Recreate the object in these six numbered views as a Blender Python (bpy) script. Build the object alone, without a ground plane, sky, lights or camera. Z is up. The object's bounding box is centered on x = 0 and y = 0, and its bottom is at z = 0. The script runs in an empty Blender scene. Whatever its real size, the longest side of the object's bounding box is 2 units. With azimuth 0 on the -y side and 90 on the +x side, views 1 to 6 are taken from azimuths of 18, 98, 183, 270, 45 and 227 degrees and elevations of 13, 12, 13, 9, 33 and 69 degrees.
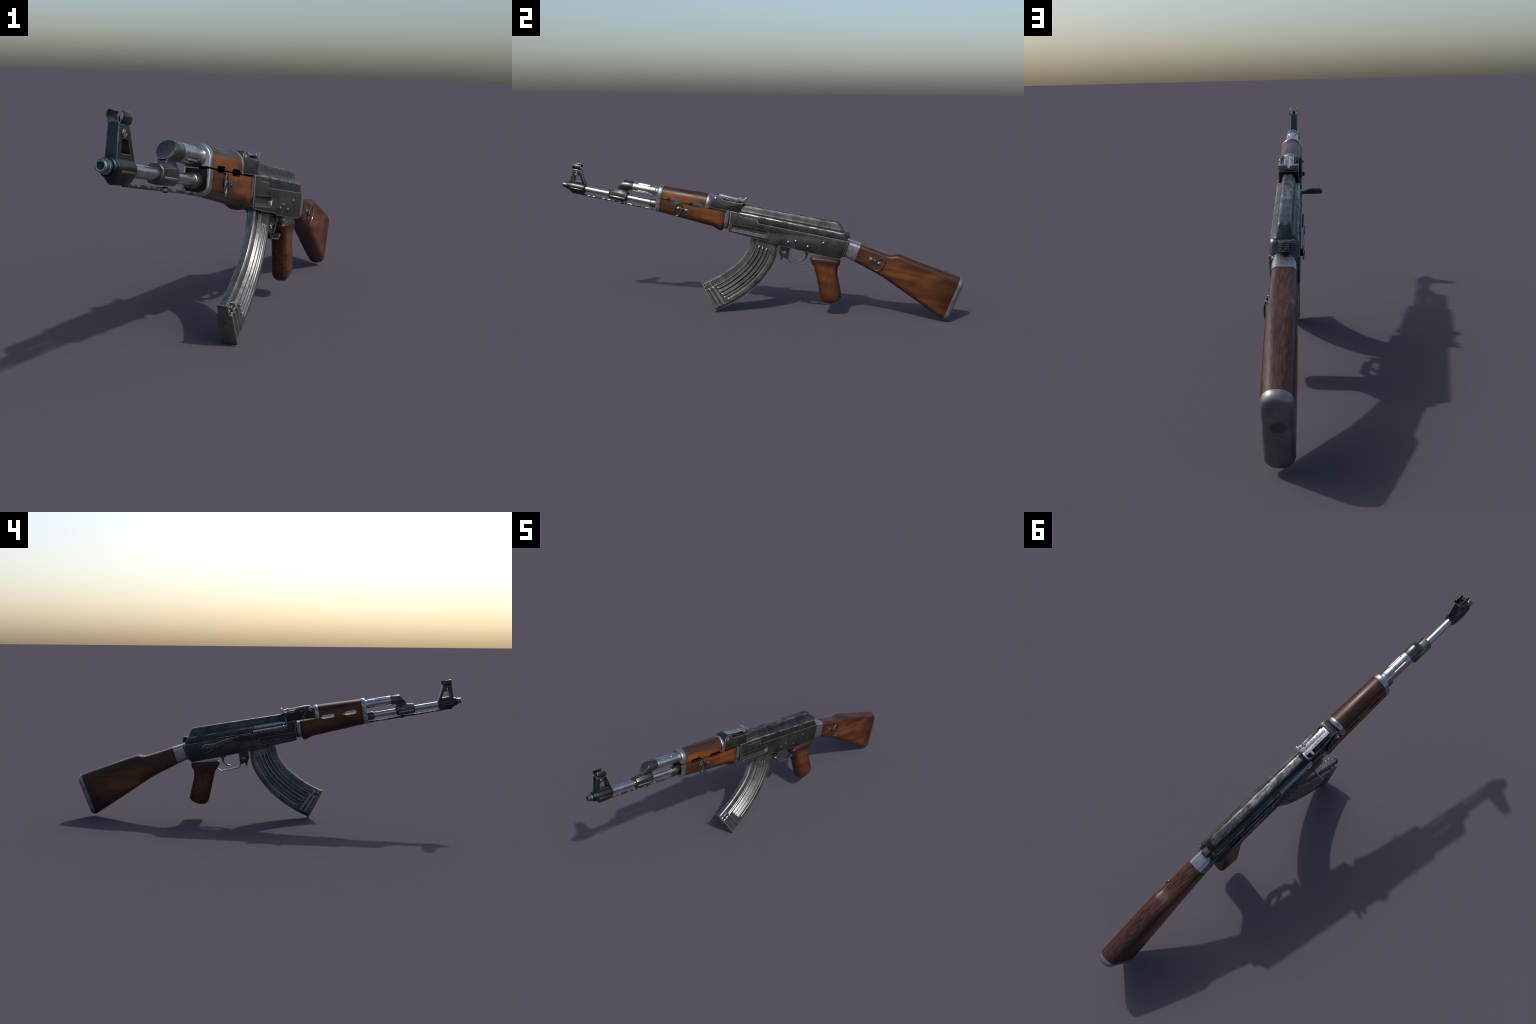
import bpy, bmesh, math, random
from mathutils import Vector, Matrix

random.seed(7)
# ------------------------------------------------------------------ frame
# Everything is modelled in the rifle's own frame: x across, y = distance back
# from the muzzle along the barrel, z = height over the barrel line.
TILT = math.radians(10.04)
MUZZLE = Vector((0.0315, -1.0012, 0.6281))
POSE = Matrix.Translation(MUZZLE) @ Matrix.Rotation(-TILT, 4, 'X')
COL = bpy.context.scene.collection

# ------------------------------------------------------------------ materials
class Net:
    def __init__(self, name):
        self.mat = bpy.data.materials.new(name)
        self.mat.use_nodes = True
        self.t = self.mat.node_tree
        self.t.nodes.clear()
        self.out = self.t.nodes.new('ShaderNodeOutputMaterial')
        self.bsdf = self.t.nodes.new('ShaderNodeBsdfPrincipled')
        self.t.links.new(self.bsdf.outputs[0], self.out.inputs[0])
        tc = self.t.nodes.new('ShaderNodeTexCoord')
        self.obj, self.nrm = tc.outputs['Object'], tc.outputs['Normal']

    def put(self, sock, v):
        if hasattr(v, 'is_output'):
            self.t.links.new(v, sock)
        elif v is not None:
            if hasattr(sock.default_value, '__len__') and not hasattr(v, '__len__'):
                v = (v,) * len(sock.default_value)
            if hasattr(sock.default_value, '__len__') and len(sock.default_value) == 4 and len(v) == 3:
                v = (*v, 1)
            sock.default_value = v

    def math(self, op, a, b=None, c=None, clamp=False):
        n = self.t.nodes.new('ShaderNodeMath')
        n.operation, n.use_clamp = op, clamp
        for s, v in zip(n.inputs, (a, b, c)):
            self.put(s, v)
        return n.outputs[0]

    def scaled(self, scale, loc=(0, 0, 0), rot=(0, 0, 0)):
        n = self.t.nodes.new('ShaderNodeMapping')
        self.put(n.inputs['Vector'], self.obj)
        n.inputs['Scale'].default_value = scale
        n.inputs['Location'].default_value = loc
        n.inputs['Rotation'].default_value = rot
        return n.outputs[0]

    def noise(self, vec, scale, detail=4, rough=0.55, dist=0.0):
        n = self.t.nodes.new('ShaderNodeTexNoise')
        self.put(n.inputs['Vector'], vec)
        n.inputs['Scale'].default_value = scale
        n.inputs['Detail'].default_value = detail
        n.inputs['Roughness'].default_value = rough
        n.inputs['Distortion'].default_value = dist
        return n.outputs[0]

    def ramp(self, v, lo, hi, a=0.0, b=1.0):
        n = self.t.nodes.new('ShaderNodeMapRange')
        n.interpolation_type = 'SMOOTHSTEP'
        self.put(n.inputs[0], v)
        for i, k in enumerate((lo, hi, a, b)):
            n.inputs[i + 1].default_value = k
        return n.outputs[0]

    def mix(self, f, a, b, mode='MIX'):
        n = self.t.nodes.new('ShaderNodeMix')
        n.data_type, n.blend_type = 'RGBA', mode
        self.put(n.inputs[0], f)
        self.put(n.inputs[6], a)
        self.put(n.inputs[7], b)
        return n.outputs[2]

    def sep(self, v):
        n = self.t.nodes.new('ShaderNodeSeparateXYZ')
        self.put(n.inputs[0], v)
        return n.outputs

    def edge(self, radius):
        """1 on the corners of the part, 0 on its flats"""
        b = self.t.nodes.new('ShaderNodeBevel')
        b.samples = 6
        b.inputs['Radius'].default_value = radius
        g = self.t.nodes.new('ShaderNodeNewGeometry')
        d = self.t.nodes.new('ShaderNodeVectorMath')
        d.operation = 'DOT_PRODUCT'
        self.t.links.new(b.outputs[0], d.inputs[0])
        self.t.links.new(g.outputs['Normal'], d.inputs[1])
        return self.ramp(d.outputs['Value'], 0.990, 0.90)

    def grime(self, dist):  # contact shadow in crevices and joints, darkened straight into the base colour
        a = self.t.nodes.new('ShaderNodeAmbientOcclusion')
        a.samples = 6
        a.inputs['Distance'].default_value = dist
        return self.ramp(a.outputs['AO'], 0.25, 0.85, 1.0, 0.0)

    def bump(self, h, strength, dist=0.002):
        n = self.t.nodes.new('ShaderNodeBump')
        n.inputs['Strength'].default_value = strength
        n.inputs['Distance'].default_value = dist
        self.put(n.inputs['Height'], h)
        self.t.links.new(n.outputs[0], self.bsdf.inputs['Normal'])

    def done(self, color, rough, metal=0.0, **kw):
        self.put(self.bsdf.inputs['Base Color'], color)
        self.put(self.bsdf.inputs['Roughness'], rough)
        self.put(self.bsdf.inputs['Metallic'], metal)
        for k, v in kw.items():
            self.put(self.bsdf.inputs[k.replace('_', ' ')], v)
        return self.mat


def metal_material(name, dark, base, worn, rough, metal, edge_r=0.0045, wear=0.85, streak=0.14,
                   bump=0.25, grime=0.8, relief=False, bands=(), heat=False):
    m = Net(name)
    blot = m.ramp(m.noise(m.obj, 17, 5, 0.6), 0.30, 0.72)
    fine = m.noise(m.obj, 260, 3, 0.65)
    brush = m.noise(m.scaled((60, 190, 8)), 1.0, 3, 0.6)
    v = m.math('ADD', m.math('MULTIPLY', blot, 0.65), m.math('MULTIPLY', m.ramp(brush, 0.40, 0.66), streak), clamp=True)
    v = m.math('ADD', v, m.math('MULTIPLY', m.ramp(fine, 0.45, 0.65), 0.18), clamp=True)
    c = m.mix(v, dark, base)
    ragged = m.noise(m.obj, 110, 4, 0.7)
    e = m.math('MULTIPLY', 0.0 if relief else m.edge(edge_r), m.ramp(ragged, 0.34, 0.56))
    chips = m.math('MULTIPLY', m.ramp(m.noise(m.obj, 120, 6, 0.75), 0.68, 0.75), 0.5)
    e = m.math('MAXIMUM', e, chips)
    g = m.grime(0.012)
    p = m.sep(m.obj)
    for z0, half, gain in bands:            # rubbed crest line; gloss of the cover top painted as a pale band
        b = m.ramp(m.math('ABSOLUTE', m.math('SUBTRACT', p[2], z0)), half * 0.4, half, 1.0, 0.0)
        rub = m.noise(m.scaled((60, 26, 190)), 1.0, 4, 0.7)
        e = m.math('MAXIMUM', e, m.math('MULTIPLY', m.math('MULTIPLY', b, m.ramp(rub, 0.42, 0.60)), gain))
    if relief:
        geo = m.t.nodes.new('ShaderNodeNewGeometry')
        pt = geo.outputs['Pointiness']
        e = m.math('MAXIMUM', e, m.math('MULTIPLY', m.ramp(pt, 0.516, 0.565), m.ramp(ragged, 0.30, 0.55, 0.40, 1.0)))  # rib highlights drawn in pale on crests; groove shade darkened below
        g = m.math('MAXIMUM', g, m.ramp(pt, 0.492, 0.455))
    if heat:                                 # blue-green tempering towards the muzzle
        c = m.mix(m.ramp(m.math('ADD', p[1], m.math('MULTIPLY', blot, 0.02)), 0.095, 0.040, 0.0, 0.6), c, (0.026, 0.050, 0.064))
    e = m.math('MULTIPLY', e, wear, clamp=True)
    c = m.mix(e, c, worn)
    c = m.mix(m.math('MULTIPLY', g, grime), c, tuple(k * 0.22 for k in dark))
    r = m.math('ADD', m.ramp(m.noise(m.obj, 48, 4, 0.6), 0.3, 0.7, rough - 0.06, rough + 0.09),
               m.math('MULTIPLY', e, -0.12))
    m.bump(m.math('ADD', fine, m.math('MULTIPLY', blot, 0.6)), bump, 0.0012)
    return m.done(c, r, metal)


def wood_material(name, rims, rot=(0, 0, 0), side=(0.55, 0.95), glow=1.0, width=0.034, focus=None):
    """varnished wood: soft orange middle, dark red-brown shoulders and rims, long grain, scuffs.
    rims: half-planes (a, b, c); a*y + b*z + c is the distance in from that rim"""
    m = Net(name)
    grain = m.noise(m.scaled((170, 0.5, 170), rot=rot), 1.0, 2, 0.5, 0.0)
    broad = m.noise(m.scaled((20, 2.6, 20), rot=rot), 1.0, 3, 0.5, 0.6)
    cloud = m.noise(m.obj, 9.0, 3, 0.5)
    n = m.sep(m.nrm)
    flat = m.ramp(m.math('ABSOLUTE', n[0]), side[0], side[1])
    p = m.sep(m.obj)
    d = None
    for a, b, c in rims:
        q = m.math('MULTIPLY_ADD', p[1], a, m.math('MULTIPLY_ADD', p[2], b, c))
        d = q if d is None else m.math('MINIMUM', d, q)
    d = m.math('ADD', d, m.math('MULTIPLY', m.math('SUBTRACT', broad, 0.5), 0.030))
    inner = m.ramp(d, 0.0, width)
    light = m.math('MULTIPLY', m.math('MULTIPLY', flat, inner), m.ramp(cloud, 0.34, 0.60, 0.55, 1.0), clamp=True)  # baked vignette: wood colour lightened mid-side, darkened towards rims and shoulders
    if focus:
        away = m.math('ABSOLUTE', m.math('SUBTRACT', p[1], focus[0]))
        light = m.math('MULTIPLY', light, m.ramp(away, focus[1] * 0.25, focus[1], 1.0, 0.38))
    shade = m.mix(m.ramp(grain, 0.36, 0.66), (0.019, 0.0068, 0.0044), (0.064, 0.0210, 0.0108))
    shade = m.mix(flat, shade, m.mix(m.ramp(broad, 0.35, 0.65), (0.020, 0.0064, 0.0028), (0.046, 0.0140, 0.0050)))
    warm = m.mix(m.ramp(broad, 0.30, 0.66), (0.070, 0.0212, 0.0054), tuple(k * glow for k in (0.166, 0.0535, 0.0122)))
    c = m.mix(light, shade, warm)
    c = m.mix(m.math('MULTIPLY', m.ramp(grain, 0.38, 0.58, 1.0, 0.0), 0.22), c, (0.028, 0.010, 0.005))
    # cross-grain dark bands, scuffs and nicks
    band = m.noise(m.scaled((3, 34, 4), rot=rot), 1.0, 3, 0.6)
    c = m.mix(m.math('MULTIPLY', m.ramp(band, 0.54, 0.72), 0.5), c, (0.038, 0.0125, 0.006))
    scuff = m.math('MULTIPLY', m.ramp(m.noise(m.obj, 190, 5, 0.75), 0.56, 0.68),
                   m.ramp(m.noise(m.obj, 15, 3, 0.6), 0.54, 0.66))
    c = m.mix(m.math('MULTIPLY', scuff, 0.55), c, (0.27, 0.115, 0.040))
    nick = m.ramp(m.noise(m.scaled((110, 26, 70)), 1.0, 3, 0.7, 1.5), 0.72, 0.78)
    c = m.mix(m.math('MULTIPLY', nick, 0.6), c, (0.012, 0.006, 0.004))
    c = m.mix(m.math('MULTIPLY', m.grime(0.014), 0.85), c, (0.010, 0.005, 0.003))
    r = m.ramp(cloud, 0.3, 0.7, 0.33, 0.46)
    m.bump(m.math('ADD', grain, m.math('MULTIPLY', scuff, -0.5)), 0.15, 0.0010)
    return m.done(c, r, 0.0, Specular_IOR_Level=0.32)


def chipped_material(name):
    """black finish flaking off a bright rod"""
    m = Net(name)
    k = m.ramp(m.noise(m.scaled((130, 75, 130)), 1.0, 5, 0.7, 0.5), 0.50, 0.58)
    c = m.mix(k, (0.014, 0.014, 0.014), (0.30, 0.29, 0.27))
    return m.done(c, m.ramp(k, 0, 1, 0.5, 0.36), m.ramp(k, 0, 1, 0.4, 0.85))


def simple(name, col, rough, metal):
    m = Net(name)
    c = m.mix(m.ramp(m.noise(m.obj, 60, 4), 0.3, 0.7), tuple(k * 0.65 for k in col), tuple(min(1, k * 1.25) for k in col))
    return m.done(c, rough, metal)


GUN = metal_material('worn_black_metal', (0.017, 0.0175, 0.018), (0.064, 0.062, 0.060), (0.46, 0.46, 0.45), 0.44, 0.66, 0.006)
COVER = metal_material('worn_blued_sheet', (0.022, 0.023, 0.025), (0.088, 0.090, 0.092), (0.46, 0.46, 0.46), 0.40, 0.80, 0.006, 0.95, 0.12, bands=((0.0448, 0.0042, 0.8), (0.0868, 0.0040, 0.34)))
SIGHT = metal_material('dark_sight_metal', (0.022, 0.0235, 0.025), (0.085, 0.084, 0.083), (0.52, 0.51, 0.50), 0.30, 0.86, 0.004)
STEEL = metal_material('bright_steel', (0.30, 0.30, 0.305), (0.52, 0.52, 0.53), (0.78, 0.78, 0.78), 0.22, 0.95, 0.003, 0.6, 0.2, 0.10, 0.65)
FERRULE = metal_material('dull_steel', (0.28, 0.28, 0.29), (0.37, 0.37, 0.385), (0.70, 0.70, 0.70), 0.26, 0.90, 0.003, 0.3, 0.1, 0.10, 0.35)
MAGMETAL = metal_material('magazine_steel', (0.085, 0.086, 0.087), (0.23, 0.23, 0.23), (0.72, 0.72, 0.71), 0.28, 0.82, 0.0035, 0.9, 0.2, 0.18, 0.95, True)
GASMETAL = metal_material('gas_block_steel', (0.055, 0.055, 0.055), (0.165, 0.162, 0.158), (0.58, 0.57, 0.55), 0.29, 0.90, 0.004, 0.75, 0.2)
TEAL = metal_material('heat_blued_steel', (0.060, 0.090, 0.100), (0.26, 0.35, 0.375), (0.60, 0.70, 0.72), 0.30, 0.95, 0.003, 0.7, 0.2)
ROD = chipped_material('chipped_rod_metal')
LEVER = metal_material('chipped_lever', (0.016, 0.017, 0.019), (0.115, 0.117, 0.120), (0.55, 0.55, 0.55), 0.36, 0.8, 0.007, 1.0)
SCALE = metal_material('scale_plate', (0.36, 0.36, 0.37), (0.62, 0.62, 0.63), (0.8, 0.8, 0.8), 0.36, 0.9, 0.002, 0.5)  # base lightened because the leaf tilts away from the light
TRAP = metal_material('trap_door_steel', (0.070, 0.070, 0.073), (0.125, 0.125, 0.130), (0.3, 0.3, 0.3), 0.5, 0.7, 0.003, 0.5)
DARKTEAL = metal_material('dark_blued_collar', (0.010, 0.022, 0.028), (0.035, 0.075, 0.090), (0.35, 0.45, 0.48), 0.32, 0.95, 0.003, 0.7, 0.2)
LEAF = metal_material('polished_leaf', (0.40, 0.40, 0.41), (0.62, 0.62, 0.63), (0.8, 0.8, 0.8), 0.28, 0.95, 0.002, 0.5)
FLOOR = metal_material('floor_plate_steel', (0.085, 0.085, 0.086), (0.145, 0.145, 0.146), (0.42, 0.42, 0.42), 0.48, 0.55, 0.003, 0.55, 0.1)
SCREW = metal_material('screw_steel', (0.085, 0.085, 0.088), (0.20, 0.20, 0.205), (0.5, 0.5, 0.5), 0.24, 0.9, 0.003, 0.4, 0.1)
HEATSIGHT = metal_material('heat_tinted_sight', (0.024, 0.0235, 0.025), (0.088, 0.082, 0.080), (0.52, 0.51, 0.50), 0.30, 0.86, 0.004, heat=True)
BLACK = simple('bore_black', (0.004, 0.004, 0.004), 0.8, 0.0)
NEAR_BLACK = simple('recess_dark', (0.020, 0.020, 0.022), 0.6, 0.3)  # near-black colour for the cap floor, the block in the receiver gap and the spring button
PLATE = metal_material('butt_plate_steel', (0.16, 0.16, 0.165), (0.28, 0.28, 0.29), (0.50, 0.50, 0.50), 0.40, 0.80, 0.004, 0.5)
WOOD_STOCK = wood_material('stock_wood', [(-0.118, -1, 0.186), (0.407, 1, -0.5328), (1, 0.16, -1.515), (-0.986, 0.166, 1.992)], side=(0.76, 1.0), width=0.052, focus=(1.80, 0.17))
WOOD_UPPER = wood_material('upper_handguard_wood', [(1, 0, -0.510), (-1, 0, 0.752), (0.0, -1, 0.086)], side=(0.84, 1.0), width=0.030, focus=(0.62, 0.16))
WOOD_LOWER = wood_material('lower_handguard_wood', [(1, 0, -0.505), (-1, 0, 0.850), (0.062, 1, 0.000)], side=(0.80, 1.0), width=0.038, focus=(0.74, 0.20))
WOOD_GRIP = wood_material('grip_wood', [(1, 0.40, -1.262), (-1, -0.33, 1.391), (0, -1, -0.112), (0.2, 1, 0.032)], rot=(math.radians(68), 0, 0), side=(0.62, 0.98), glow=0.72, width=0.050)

# ------------------------------------------------------------------ geometry helpers
ROOT = bpy.data.objects.new('assault_rifle', None)
ROOT.empty_display_size = 0.2
ROOT.location = (MUZZLE.x, 0, 0)
COL.objects.link(ROOT)
ROOT['label'] = 'worn wood and dark steel rifle with curved ribbed magazine'
ROOT['category'] = 'rifle'


def place(ob, parent=None):
    COL.objects.link(ob)
    ob.parent = parent or ROOT
    if parent is None:
        ob.matrix_parent_inverse = Matrix.Identity(4)
        ob.matrix_local = Matrix.Translation((-MUZZLE.x, 0, 0)) @ POSE
    return ob


def smooth_by_angle(me, deg):
    bm = bmesh.new()
    bm.from_mesh(me)
    bmesh.ops.recalc_face_normals(bm, faces=bm.faces)
    for f in bm.faces:
        f.smooth = True
    lim = math.radians(deg)
    for e in bm.edges:
        e.smooth = len(e.link_faces) == 2 and e.calc_face_angle(0) < lim
    bm.to_mesh(me)
    bm.free()


def solid(name, bm, mat, parent=None, bevel=0.0, seg=2, cut=(), angle=32, bevel_angle=35, sub=0):
    """bmesh -> named part: cut with cutters, chamfer its corners, shade smooth by angle"""
    bmesh.ops.recalc_face_normals(bm, faces=bm.faces)
    me = bpy.data.meshes.new(name)
    bm.to_mesh(me)
    bm.free()
    ob = bpy.data.objects.new(name, me)
    if bevel or cut or sub:
        COL.objects.link(ob)
        helpers = []
        for cb in cut:
            bmesh.ops.recalc_face_normals(cb, faces=cb.faces)
            cm = bpy.data.meshes.new('cutter')
            cb.to_mesh(cm)
            cb.free()
            co = bpy.data.objects.new('cutter', cm)
            COL.objects.link(co)
            helpers.append(co)
            md = ob.modifiers.new('cut', 'BOOLEAN')
            md.operation, md.solver, md.object = 'DIFFERENCE', 'EXACT', co
        if sub:
            md = ob.modifiers.new('sub', 'SUBSURF')
            md.levels = md.render_levels = sub
        if bevel:
            md = ob.modifiers.new('chamfer', 'BEVEL')
            md.width, md.segments, md.limit_method = bevel, seg, 'ANGLE'
            md.angle_limit = math.radians(bevel_angle)
            md.use_clamp_overlap = True
        dg = bpy.context.evaluated_depsgraph_get()
        new = bpy.data.meshes.new_from_object(ob.evaluated_get(dg))
        ob.modifiers.clear()
        ob.data = new
        new.name = name
        bpy.data.meshes.remove(me)
        for h in helpers:
            d = h.data
            bpy.data.objects.remove(h)
            bpy.data.meshes.remove(d)
        COL.objects.unlink(ob)
    ob.data.materials.clear()
    ob.data.materials.append(mat)
    smooth_by_angle(ob.data, angle)
    return place(ob, parent)


def loft(rings, bm=None, cap=True):
    bm = bm or bmesh.new()
    vr = [[bm.verts.new(p) for p in r] for r in rings]
    n = len(rings[0])
    for a, b in zip(vr, vr[1:]):
        for i in range(n):
            j = (i + 1) % n
            bm.faces.new((a[i], a[j], b[j], b[i]))
    if cap:
        bm.faces.new(vr[0][::-1])
        bm.faces.new(vr[-1])
    return bm


def prism(outline, x0, x1, bm=None, taper=None):
    """side outline (y, z) pushed across from x0 to x1"""
    return loft([[(x, y, z) for y, z in outline] for x in (x0, x1)], bm)


def box(x0, x1, y0, y1, z0, z1, bm=None):
    return prism([(y0, z0), (y1, z0), (y1, z1), (y0, z1)], x0, x1, bm)


def lathe(profile, z, n=24, x=0.0, bm=None, cap=True):
    """(y, radius) turned about a line parallel to the barrel"""
    rings = [[(x + r * math.cos(2 * math.pi * i / n), y, z + r * math.sin(2 * math.pi * i / n)) for i in range(n)] for y, r in profile]
    return loft(rings, bm, cap)


def disc(y, z, x_profile, n=20, bm=None):
    """(x, radius) turned about a cross-wise line through (y, z)"""
    rings = [[(x, y + r * math.cos(2 * math.pi * i / n), z + r * math.sin(2 * math.pi * i / n)) for i in range(n)] for x, r in x_profile]
    return loft(rings, bm)


def slab(top, bot, hw, rt, rb, k=5, side_bow=0.0):
    """ring in the plane through top, bottom (y, z) and the x axis: box with round corners"""
    t, b = Vector((0, *top)), Vector((0, *bot))
    up = (t - b)
    L = up.length
    up.normalize()
    pts = []
    for (cx, cz, r, a0) in ((hw - rt, L - rt, rt, 0), (-(hw - rt), L - rt, rt, 90), (-(hw - rb), rb, rb, 180), (hw - rb, rb, rb, 270)):
        for i in range(k + 1):
            a = math.radians(a0 + 90 * i / k)
            pts.append((cx + r * math.cos(a), cz + r * math.sin(a)))
    return [tuple(b + up * z + Vector((x, 0, 0))) for x, z in pts]


def inset(ring, d, shift):
    """shrink a ring towards its middle by d and move it along y"""
    c = sum((Vector(p) for p in ring), Vector()) / len(ring)
    out = []
    for p in ring:
        v = Vector(p) - c
        out.append(tuple(c + v * max(0.0, 1 - d / max(v.length, 1e-6)) + Vector((0, *shift))))
    return out


def lerp(a, b, t):
    return a + (b - a) * t


def along(pts, t):
    """point at arc-length fraction t of a smooth (Catmull-Rom) line through pts"""
    P = [Vector(p) for p in pts]
    P = [2 * P[0] - P[1]] + P + [2 * P[-1] - P[-2]]
    dense = []
    for i in range(1, len(P) - 2):
        for k in range(12):
            u = k / 12
            a, b, c, d = P[i - 1], P[i], P[i + 1], P[i + 2]
            dense.append(0.5 * ((2 * b) + (c - a) * u + (2 * a - 5 * b + 4 * c - d) * u * u + (3 * b - a - 3 * c + d) * u ** 3))
    dense.append(P[-2])
    ds = [0]
    for a, b in zip(dense, dense[1:]):
        ds.append(ds[-1] + (b - a).length)
    want = t * ds[-1]
    for i in range(len(dense) - 1):
        if ds[i + 1] >= want - 1e-9:
            f = (want - ds[i]) / max(ds[i + 1] - ds[i], 1e-9)
            return dense[i].lerp(dense[i + 1], f)
    return dense[-1]


def pipe(path, r, n=10, closed=False, bm=None):
    """round wire along 3D points"""
    bm = bm or bmesh.new()
    P = [Vector(p) for p in path]
    N = len(P)
    rings = []
    ref = None
    for i in range(N):
        a = P[i - 1] if (i or closed) else P[0]
        b = P[(i + 1) % N] if (i < N - 1 or closed) else P[-1]
        t = (b - a).normalized()
        if ref is None:
            ref = t.orthogonal().normalized()
        ref = (ref - t * ref.dot(t)).normalized()
        o = t.cross(ref)
        rr = r[i] if hasattr(r, '__len__') else r
        rings.append([tuple(P[i] + (ref * math.cos(2 * math.pi * k / n) + o * math.sin(2 * math.pi * k / n)) * rr) for k in range(n)])
    if closed:
        return _closed(rings, bm)
    return loft(rings, bm)


def _closed(rings, bm):
    vr = [[bm.verts.new(p) for p in r] for r in rings]
    n = len(rings[0])
    for a, b in zip(vr, vr[1:] + vr[:1]):
        for i in range(n):
            j = (i + 1) % n
            bm.faces.new((a[i], a[j], b[j], b[i]))
    return bm


def strap(path, thick, hw, bm=None):
    """flat strip of constant width following (y, z) points"""
    P = [Vector(p) for p in path]
    rings = []
    for i, p in enumerate(P):
        a, b = P[max(i - 1, 0)], P[min(i + 1, len(P) - 1)]
        t = (b - a).normalized()
        o = Vector((-t.y, t.x)) * thick / 2
        th = thick
        rings.append([(hw, *(p + o)), (hw, *(p - o)), (-hw, *(p - o)), (-hw, *(p + o))])
    return loft(rings, bm)


BZ = 0.0004          # barrel line height

# ------------------------------------------------------------------ muzzle, barrel, rod
barrel = solid('barrel', lathe([(0.034, 0.0150), (0.20, 0.0152), (0.87, 0.0154)], BZ, 28), STEEL)
solid('barrel_collar', lathe([(0.458, 0.0175), (0.461, 0.0210), (0.480, 0.0220), (0.500, 0.0220)], BZ - 0.002, 14), GASMETAL, barrel, 0.001)
nut = lathe([(0.008, 0.0082), (0.0014, 0.0086), (0.0012, 0.0112), (0.0032, 0.0138), (0.0085, 0.0142), (0.0102, 0.0122), (0.0126, 0.0122),
             (0.0142, 0.0160), (0.0200, 0.0168), (0.0222, 0.0140), (0.0300, 0.0140)], BZ, 20)
muz = solid('muzzle_nut', nut, TEAL, angle=28)
solid('muzzle_collar', lathe([(0.0255, 0.0180), (0.0280, 0.0212), (0.0345, 0.0222), (0.0400, 0.0222)], BZ, 12), DARKTEAL, muz, 0.0008)
solid('bore', lathe([(0.0040, 0.0084), (0.0060, 0.0084)], BZ, 20), BLACK, muz)

rod = solid('cleaning_rod', lathe([(0.100, 0.0042), (0.30, 0.0046), (0.510, 0.0046)], -0.0318, 12), ROD)
solid('rod_knob', lathe([(0.303, 0.0046), (0.307, 0.0072), (0.320, 0.0076), (0.326, 0.0046)], -0.0320, 12), ROD, rod)

# ------------------------------------------------------------------ front sight
def oct_ring(y, top, bot, wt, wm, wb, mid):
    return [(wt, y, top), (wm, y, lerp(mid, top, 0.55)), (wm * 1.05, y, mid), (wm, y, lerp(mid, bot, 0.42)), (wb, y, bot),
            (-wb, y, bot), (-wm, y, lerp(mid, bot, 0.42)), (-wm * 1.05, y, mid), (-wm, y, lerp(mid, top, 0.55)), (-wt, y, top)]


fs_body = []
for y, top, bot, g in ((0.0375, 0.0215, -0.0165, -0.0018), (0.0395, 0.0235, -0.0190, 0.0), (0.0575, 0.0240, -0.0345, 0.0), (0.1060, 0.0240, -0.0325, 0.0), (0.1150, 0.0235, -0.0250, 0.0), (0.1215, 0.0215, -0.0190, -0.0018)):
    wk = 0.0095 if bot < -0.03 else 0.0130
    ring_pts = []
    for k in range(13):                    # round back of the barrel band
        a = math.radians(lerp(-28, 208, k / 12))
        ring_pts.append(((0.0228 + g) * math.cos(a), y, BZ + (top - BZ) * math.sin(a) if math.sin(a) > 0 else BZ + (0.0228 + g) * math.sin(a)))
    ring_pts += [(-wk, y, bot), (wk, y, bot)]
    fs_body.append(ring_pts)
fs = solid('front_sight', loft(fs_body), HEATSIGHT, bevel=0.0010, bevel_angle=40)
for sgn in (1, -1):
    rid = loft([slab((y, -0.0035), (y, -0.0105), 0.0030, 0.0028, 0.0028, 3) for y in (0.050, 0.108)])
    bmesh.ops.transform(rid, matrix=Matrix.Translation((sgn * 0.0212, 0, 0)), verts=rid.verts)
    solid('side_ridge', rid, GASMETAL, fs, 0.0006)
post = loft([[(w, y, z) for y, z in ((0.0405, 0.011), (0.1205, 0.011), (0.1170, 0.0230), (0.0865, 0.0925), (0.0405, 0.0915))] for w in (-0.0142, 0.0142)])
for v in post.verts:
    if v.co.z > 0.05:
        v.co.x *= 0.90
window = prism([(0.0575, 0.0305), (0.0990, 0.0310), (0.0860, 0.0600), (0.0575, 0.0595)], -0.03, 0.03)
solid('sight_post', post, HEATSIGHT, fs, 0.0010, cut=[window])
for sgn in (1, -1):
    solid('post_pin', disc(0.0655, 0.0715, [(sgn * 0.011, 0.0100), (sgn * 0.0140, 0.0100), (sgn * 0.0150, 0.0088), (sgn * 0.0142, 0.0076), (sgn * 0.0138, 0.0030)], 18), SIGHT, fs)
    solid('pin_pale_bar', box(*sorted((sgn * 0.0130, sgn * 0.0149)), 0.0640, 0.0680, 0.0650, 0.0780), LEAF, fs, 0.0008)
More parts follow.
